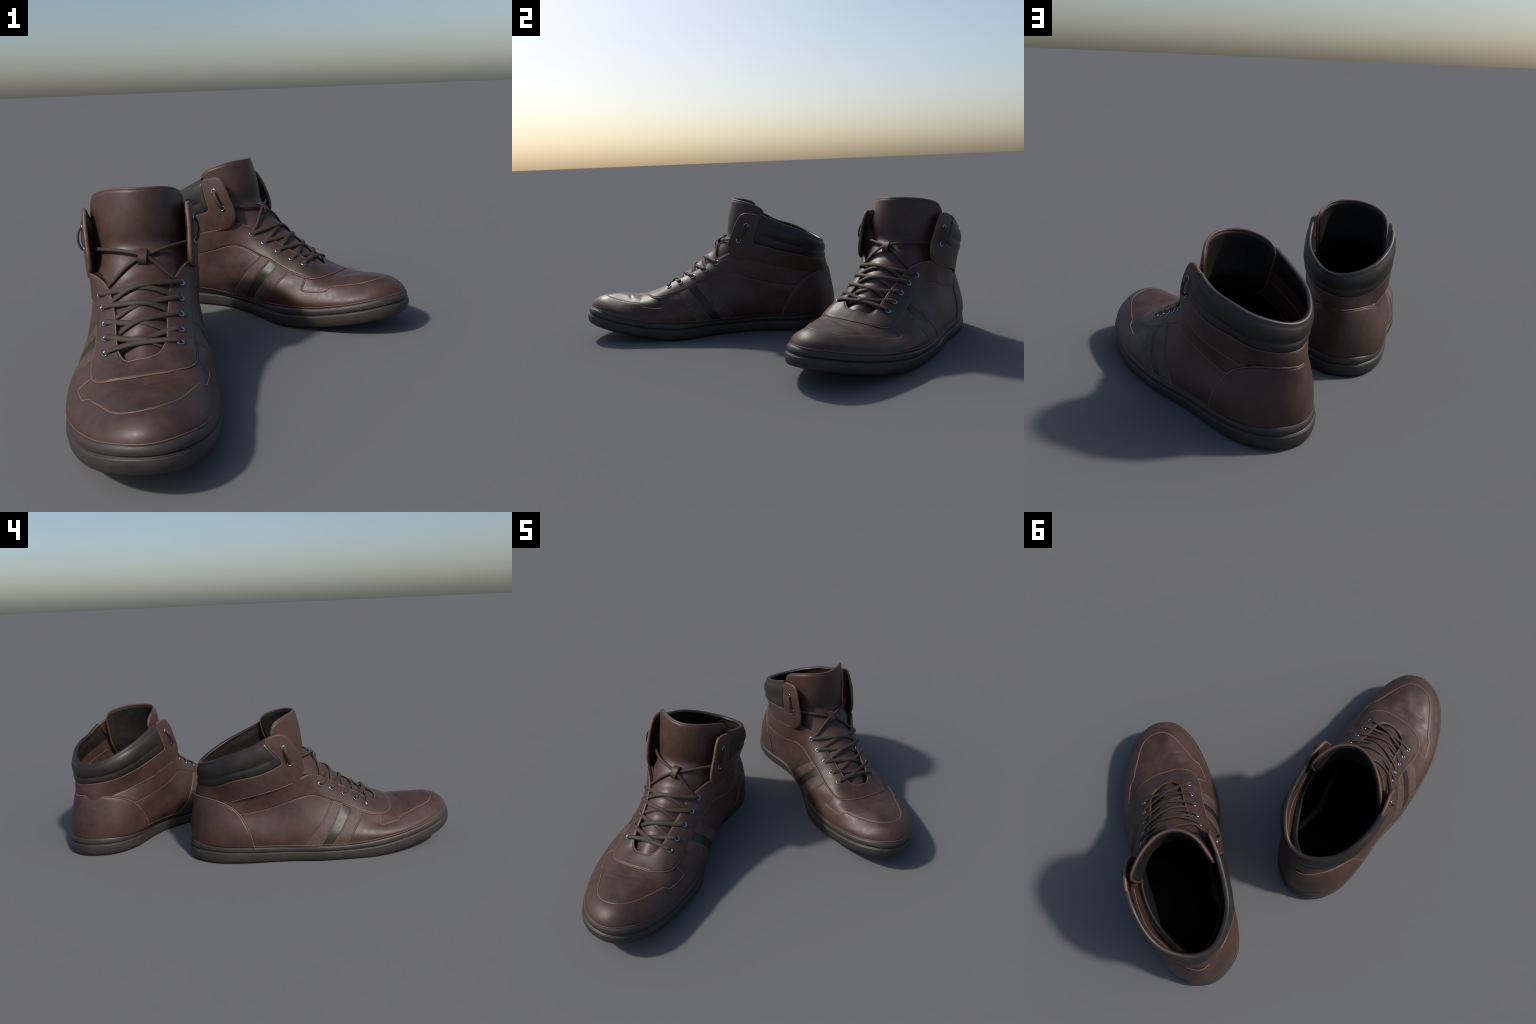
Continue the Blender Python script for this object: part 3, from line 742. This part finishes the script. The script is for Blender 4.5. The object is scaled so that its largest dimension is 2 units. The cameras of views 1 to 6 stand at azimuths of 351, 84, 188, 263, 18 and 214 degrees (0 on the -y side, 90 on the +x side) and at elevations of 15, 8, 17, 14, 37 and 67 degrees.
        Vh = np.vstack([ring, ring - N * .004]); Fh = [tuple(range(20))] + [(i, i + 20, (i + 1) % 20 + 20, (i + 1) % 20) for i in range(20)]
        fn = np.cross(ring[1] - ring[0], ring[2] - ring[0])
        if fn @ N < 0: Fh = [x[::-1] for x in Fh]
        add('eyelet_hole', 'lining', Vh, Fh)

    EO, EI, NO, NI = [], [], [], []
    for src, dst, nrm, S, hh in ((eye_o, EO, NO, U, .0012), (eye_i, EI, NI, U, .0012)):
        for p in src:
            ab = S.locate([p]); P, N = S.pos(ab)[0], S.nor(ab)[0]
            dst.append(P + N * hh); nrm.append(N); eyelet(P + N * hh, N)
    AO, AI, NAO, NAI = [], [], [], []
    for src, dst, nrm in ((ank_o, AO, NAO), (ank_i, AI, NAI)):
        for p in src:
            ab = C.locate([p]); P, N = C.pos(ab)[0], C.nor(ab)[0]
            dst.append(P + N * .0012); nrm.append(N); eyelet(P + N * .0012, N)

    def tongue_at(x, y, h):
        ab = np.array([[y, x]]); return T.pos(ab)[0] + T.nor(ab)[0] * h

    def lace(ctrl, ups=None, r=.0098, flat=.42, n=70):
        path = smooth_line(ctrl, n)
        if ups is None:
            up = T.nor(T.locate(path))
        else:
            k = arc(np.asarray(ctrl, float)); kk_ = arc(path); up = np.stack([np.interp(kk_ / kk_[-1], k / k[-1], np.asarray(ups, float)[:, i]) for i in range(3)], -1)
        V, F = tube(path, r, 10, flat=flat, up=up)
        f = F[60]; fn = np.cross(V[f[1]] - V[f[0]], V[f[2]] - V[f[0]])
        if fn @ (V[f[0]] - path[6]) < 0: F = [x[::-1] for x in F]
        add('lace', 'lace', V, F)

    def on_flap(E, N, other, other_n):
        """lace leaving an eyelet towards the throat"""
        d_ = other - E; d_ -= (d_ @ N) * N; d_ /= np.linalg.norm(d_)
        return [E - N * .006 - d_ * .001, E + N * .004 + d_ * .004, E + N * .0062 + d_ * .016], d_

    # where the laces come out from under the edge of the eyelet piece, row by row
    UNDER = {1: [(.189, .092, .255), (.127, .097, .288), (.073, .105, .322), (.008, .113, .357), (-.050, .132, .391)],
             -1: [(.212, -.050, .272), (.151, -.063, .301), (.079, -.071, .334), (.015, -.081, .365), (-.046, -.101, .402)]}

    def throat_under(i, side):
        p = np.array(UNDER[side][i]); ab = U.locate([p]); ab[0, 1] = 1.0; top_p = U.pos(ab)[0]; N = U.nor(ab)[0]
        out = np.array([0, -side, 0.]); out -= (out @ N) * N; out /= np.linalg.norm(out)
        res = []
        for q_ in (top_p - out * .025 - N * .016, top_p + out * .004 - N * .0165):
            k_ = T.locate([q_]); b_, n_ = T.pos(k_)[0], T.nor(k_)[0]
            res.append(q_ + n_ * max(0, .012 - (q_ - b_) @ n_))
        return res[0], res[1], out

    up3 = lambda N, k: [N] * k
    Tn_up = lambda P: T.nor(T.locate([P]))[0]
    # bottom bar
    s0, d0 = on_flap(EO[0], NO[0], EI[0], NI[0]); s1, d1 = on_flap(EI[0], NI[0], EO[0], NO[0])
    mid = [EO[0] + (EI[0] - EO[0]) * f + np.array([.004, 0, .010 + .012 * math.sin(f * math.pi)]) for f in (.33, .66)]
    c = s0 + mid + s1[::-1]; lace(c, [NO[0]] * 3 + [Tn_up(m_) for m_ in mid] + [NI[0]] * 3)
    # crossings: from under row i on one side to the eyelet of row i+1 on the other
    for i in range(4):
        for side in (1, -1):
            E2, N2 = ((EI, NI) if side > 0 else (EO, NO)); P2, Nn2 = E2[i + 1], N2[i + 1]
            u0, u1, dd = throat_under(i, side)
            st, _ = on_flap(P2, Nn2, u1, None)
            extra = .007 if ((i + (side > 0)) % 2 == 0) else .0
            mids = []
            for f in (.30, .60):
                q_ = u1 + (st[-1] - u1) * f
                ab = T.locate([q_]); base = T.pos(ab)[0]; nt = T.nor(ab)[0]
                hgt = max((q_ - base) @ nt, 0) * .55 + .001 + extra * math.sin(f * math.pi)
                mids.append(base + nt * max(hgt, .0095 + extra * .8))
            c = [u0, u1] + mids + st[::-1]
            lace(c, [Tn_up(u0), Tn_up(u1)] + [Tn_up(m_) for m_ in mids] + [Nn2] * 3)
    # upper pair: under row 5, through the loop, behind the ankle flap of the other side
    loop_c = np.array([-.070, .000, .484]); loop_n = T.nor(T.locate([loop_c]))[0]; loop_b = T.pos(T.locate([loop_c]))[0]
    loop_m = loop_b + loop_n * .018
    for side, A_, NA_ in ((1, AI, NAI), (-1, AO, NAO)):
        u0, u1, dd = throat_under(4, side)
        k_ = -1 if side > 0 else 1
        q1 = (u1 + loop_m) / 2; b1 = T.pos(T.locate([q1]))[0]; n1 = T.nor(T.locate([q1]))[0]
        inner_pt = A_[0] - NA_[0] * .016
        q2 = loop_m + (inner_pt - loop_m) * .5; ab2 = T.locate([q2]); b2 = T.pos(ab2)[0]; n2 = T.nor(ab2)[0]
        c = [u0, u1, b1 + n1 * .014, loop_m + loop_n * (.004 * k_), b2 + n2 * .022, inner_pt - NA_[0] * .004, A_[0] - NA_[0] * .006]
        lace(c, [Tn_up(u0), Tn_up(u1), n1, loop_n, n2, n2, NA_[0] * .2 + np.array([0, 0, 1])], r=.0072, flat=.7)
        # outside, lower ankle eyelet to the upper one
        m_ = (A_[0] + A_[1]) / 2; N = (NA_[0] + NA_[1]) / 2
        c = [A_[0] - N * .006, A_[0] + N * .006 + (A_[1] - A_[0]) * .03, m_ - (A_[1] - A_[0]) * .2 + N * .017, m_ + (A_[1] - A_[0]) * .22 + N * .016, A_[1] + N * .005 - (A_[1] - A_[0]) * .03, A_[1] - N * .006]
        lace(c, [np.cross(N, [1, 0, 0])] * 0 + [N] * 6, r=.0082, flat=.5)
    # lace loop on the tongue
    yv = T.locate([loop_c])[0]
    d_up = T.pos(np.array([[yv[0] + .03, yv[1]]]))[0] - T.pos(np.array([[yv[0] - .03, yv[1]]]))[0]; d_up /= np.linalg.norm(d_up)
    side_v = np.cross(d_up, loop_n)
    prof = [(-.030, .004), (-.028, .018), (-.018, .028), (0, .031), (.018, .028), (.028, .018), (.030, .004)]
    pr = smooth_line([loop_b + d_up * u_ + loop_n * v_ for u_, v_ in prof], 26)
    Tt = np.gradient(pr, axis=0); Tt /= np.linalg.norm(Tt, axis=1, keepdims=True); out_n = np.cross(Tt, side_v)
    if np.mean((out_n * loop_n).sum(1)) < 0: out_n = -out_n
    sect = [(-.0150, 0), (-.0140, .0016), (.0140, .0016), (.0150, 0), (.0140, -.0016), (-.0140, -.0016)]
    V = np.stack([pr + side_v * x + out_n * y for x, y in sect], 1).reshape(-1, 3); F = grid_faces(26, 6, wrap_v=True)
    f = F[13 * 6 + 1]; fn = np.cross(V[f[1]] - V[f[0]], V[f[2]] - V[f[0]])
    if fn @ out_n[13] < 0: F = [x[::-1] for x in F]
    add('lace_loop', 'leather', V, F)


# --------------------------------------------------------------------------
# materials
# --------------------------------------------------------------------------
def material(name, cols, rough=.45, rough_var=.1, scale=6.0, grain=220.0, bump=.05, spec=.5, metallic=0.0, speck=0.0, sheen=0.0):
    """cols: up to four base colours blended by two octaves of cloudy noise."""
    m = bpy.data.materials.new(name); m.use_nodes = True; nt = m.node_tree; N = nt.nodes; Lk = nt.links
    bs = N['Principled BSDF']
    tc = N.new('ShaderNodeTexCoord')
    n1 = N.new('ShaderNodeTexNoise'); n1.inputs['Scale'].default_value = scale; n1.inputs['Detail'].default_value = 5; n1.inputs['Roughness'].default_value = .6
    n2 = N.new('ShaderNodeTexNoise'); n2.inputs['Scale'].default_value = scale * 5.5; n2.inputs['Detail'].default_value = 6; n2.inputs['Roughness'].default_value = .65
    n3 = N.new('ShaderNodeTexNoise'); n3.inputs['Scale'].default_value = grain; n3.inputs['Detail'].default_value = 4
    for n in (n1, n2, n3): Lk.new(tc.outputs['Object'], n.inputs['Vector'])
    rp = N.new('ShaderNodeValToRGB'); rp.color_ramp.elements[0].position = .30; rp.color_ramp.elements[1].position = .70
    rp.color_ramp.elements[0].color = (*cols[0], 1); rp.color_ramp.elements[1].color = (*cols[-1], 1)
    for i, c in enumerate(cols[1:-1]):
        e = rp.color_ramp.elements.new(.30 + .40 * (i + 1) / (len(cols) - 1)); e.color = (*c, 1)
    Lk.new(n1.outputs['Fac'], rp.inputs['Fac'])
    mx = N.new('ShaderNodeMix'); mx.data_type = 'RGBA'; mx.blend_type = 'MULTIPLY'; mx.inputs['Factor'].default_value = 1
    mr = N.new('ShaderNodeMapRange'); mr.inputs['From Min'].default_value = .3; mr.inputs['From Max'].default_value = .7; mr.inputs['To Min'].default_value = .80 - speck; mr.inputs['To Max'].default_value = 1.18 + speck
    Lk.new(n2.outputs['Fac'], mr.inputs['Value'])
    Lk.new(rp.outputs['Color'], mx.inputs['A']); Lk.new(mr.outputs['Result'], mx.inputs['B'])
    Lk.new(mx.outputs['Result'], bs.inputs['Base Color'])
    rr = N.new('ShaderNodeMapRange'); rr.inputs['From Min'].default_value = .3; rr.inputs['From Max'].default_value = .7
    rr.inputs['To Min'].default_value = rough - rough_var; rr.inputs['To Max'].default_value = rough + rough_var
    Lk.new(n2.outputs['Fac'], rr.inputs['Value']); Lk.new(rr.outputs['Result'], bs.inputs['Roughness'])
    bs.inputs['Metallic'].default_value = metallic; bs.inputs['Specular IOR Level'].default_value = spec
    if sheen: bs.inputs['Sheen Weight'].default_value = sheen
    if bump:
        bp = N.new('ShaderNodeBump'); bp.inputs['Strength'].default_value = bump; bp.inputs['Distance'].default_value = .004
        Lk.new(n3.outputs['Fac'], bp.inputs['Height']); Lk.new(bp.outputs['Normal'], bs.inputs['Normal'])
    return m


def build_materials():
    return {
        'leather': material('brown_leather', [(.026, .0172, .0132), (.051, .0265, .0198), (.059, .0283, .0218), (.049, .0275, .0155)], rough=.47, rough_var=.07, scale=5.0, spec=.42),
        'suede': material('brown_suede', [(.036, .0245, .0190), (.078, .050, .041), (.054, .032, .0235)], rough=.60, rough_var=.10, scale=18, speck=.22, bump=.12, spec=.4),
        'black_leather': material('black_leather', [(.0135, .0115, .0095), (.0175, .0145, .0120), (.0215, .0170, .0138)], rough=.45, rough_var=.06, scale=5, spec=.42),
        'dark_leather': material('dark_lining_leather', [(.010, .0085, .0070), (.016, .0130, .0105)], rough=.6, scale=6, spec=.3),
        'edge': material('worn_leather_edge', [(.090, .052, .040), (.138, .076, .057), (.125, .066, .045)], rough=.5, scale=9, spec=.35),
        'rim': material('worn_leather_rim', [(.062, .035, .027), (.092, .051, .040), (.078, .043, .031)], rough=.5, scale=9, spec=.38),
        'rim_dark': material('collar_rim_leather', [(.0175, .0132, .0112), (.0235, .0172, .0146), (.0270, .0190, .0158)], rough=.43, rough_var=.05, scale=5, spec=.45),
        'rubber': material('dark_rubber', [(.027, .0225, .0195), (.036, .0300, .0262), (.031, .0262, .0232)], rough=.52, rough_var=.08, scale=8, bump=.08, spec=.42),
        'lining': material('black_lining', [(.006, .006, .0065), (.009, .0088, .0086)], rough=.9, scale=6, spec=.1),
        'lace': material('lace_cord', [(.038, .0262, .0190), (.053, .0368, .0265)], rough=.65, scale=20, bump=.15, grain=320, spec=.3),
        'metal': material('eyelet_metal', [(.26, .28, .32), (.36, .385, .42)], rough=.26, rough_var=.05, scale=20, metallic=1.0, bump=0),
    }


# --------------------------------------------------------------------------
# assemble: right shoe as built, left shoe mirrored
# --------------------------------------------------------------------------
def assemble(root_name, label, origin, heading, mirror, mats):
    root = bpy.data.objects.new(root_name, None)
    bpy.context.scene.collection.objects.link(root)
    root.location = (origin[0], origin[1], 0); root.rotation_euler = (0, 0, heading)
    root['label'] = label; root['category'] = 'shoe'
    for p in PARTS:
        v = p.v.copy()
        # frame: x = toe, y = left.  Lateral (t) is to the right for the right shoe.
        v[:, 1] *= 1 if mirror else -1
        faces = p.f if mirror else [f[::-1] for f in p.f]
        me = bpy.data.meshes.new(p.name); me.from_pydata(v.tolist(), [], [list(f) for f in faces]); me.validate()
        me.materials.append(mats[p.mat])
        if p.second:
            me.materials.append(mats[p.second[0]]); me.polygons.foreach_set('material_index', [int(x) for x in p.second[1]])
        me.polygons.foreach_set('use_smooth', [True] * len(me.polygons))
        me.set_sharp_from_angle(angle=math.radians(p.sharp))
        ob = bpy.data.objects.new(p.name, me); bpy.context.scene.collection.objects.link(ob); ob.parent = root
        if p.kind: ob['kind'] = p.kind
    return root


build_shoe_parts()
MATS = build_materials()
assemble('leather_shoe', 'brown leather high-top shoe with black padded collar', (-.4231, -.3429), math.radians(-89.8), False, MATS)
assemble('leather_shoe', 'brown leather high-top shoe with black padded collar', (.1820, .4457), math.radians(-44.15), True, MATS)
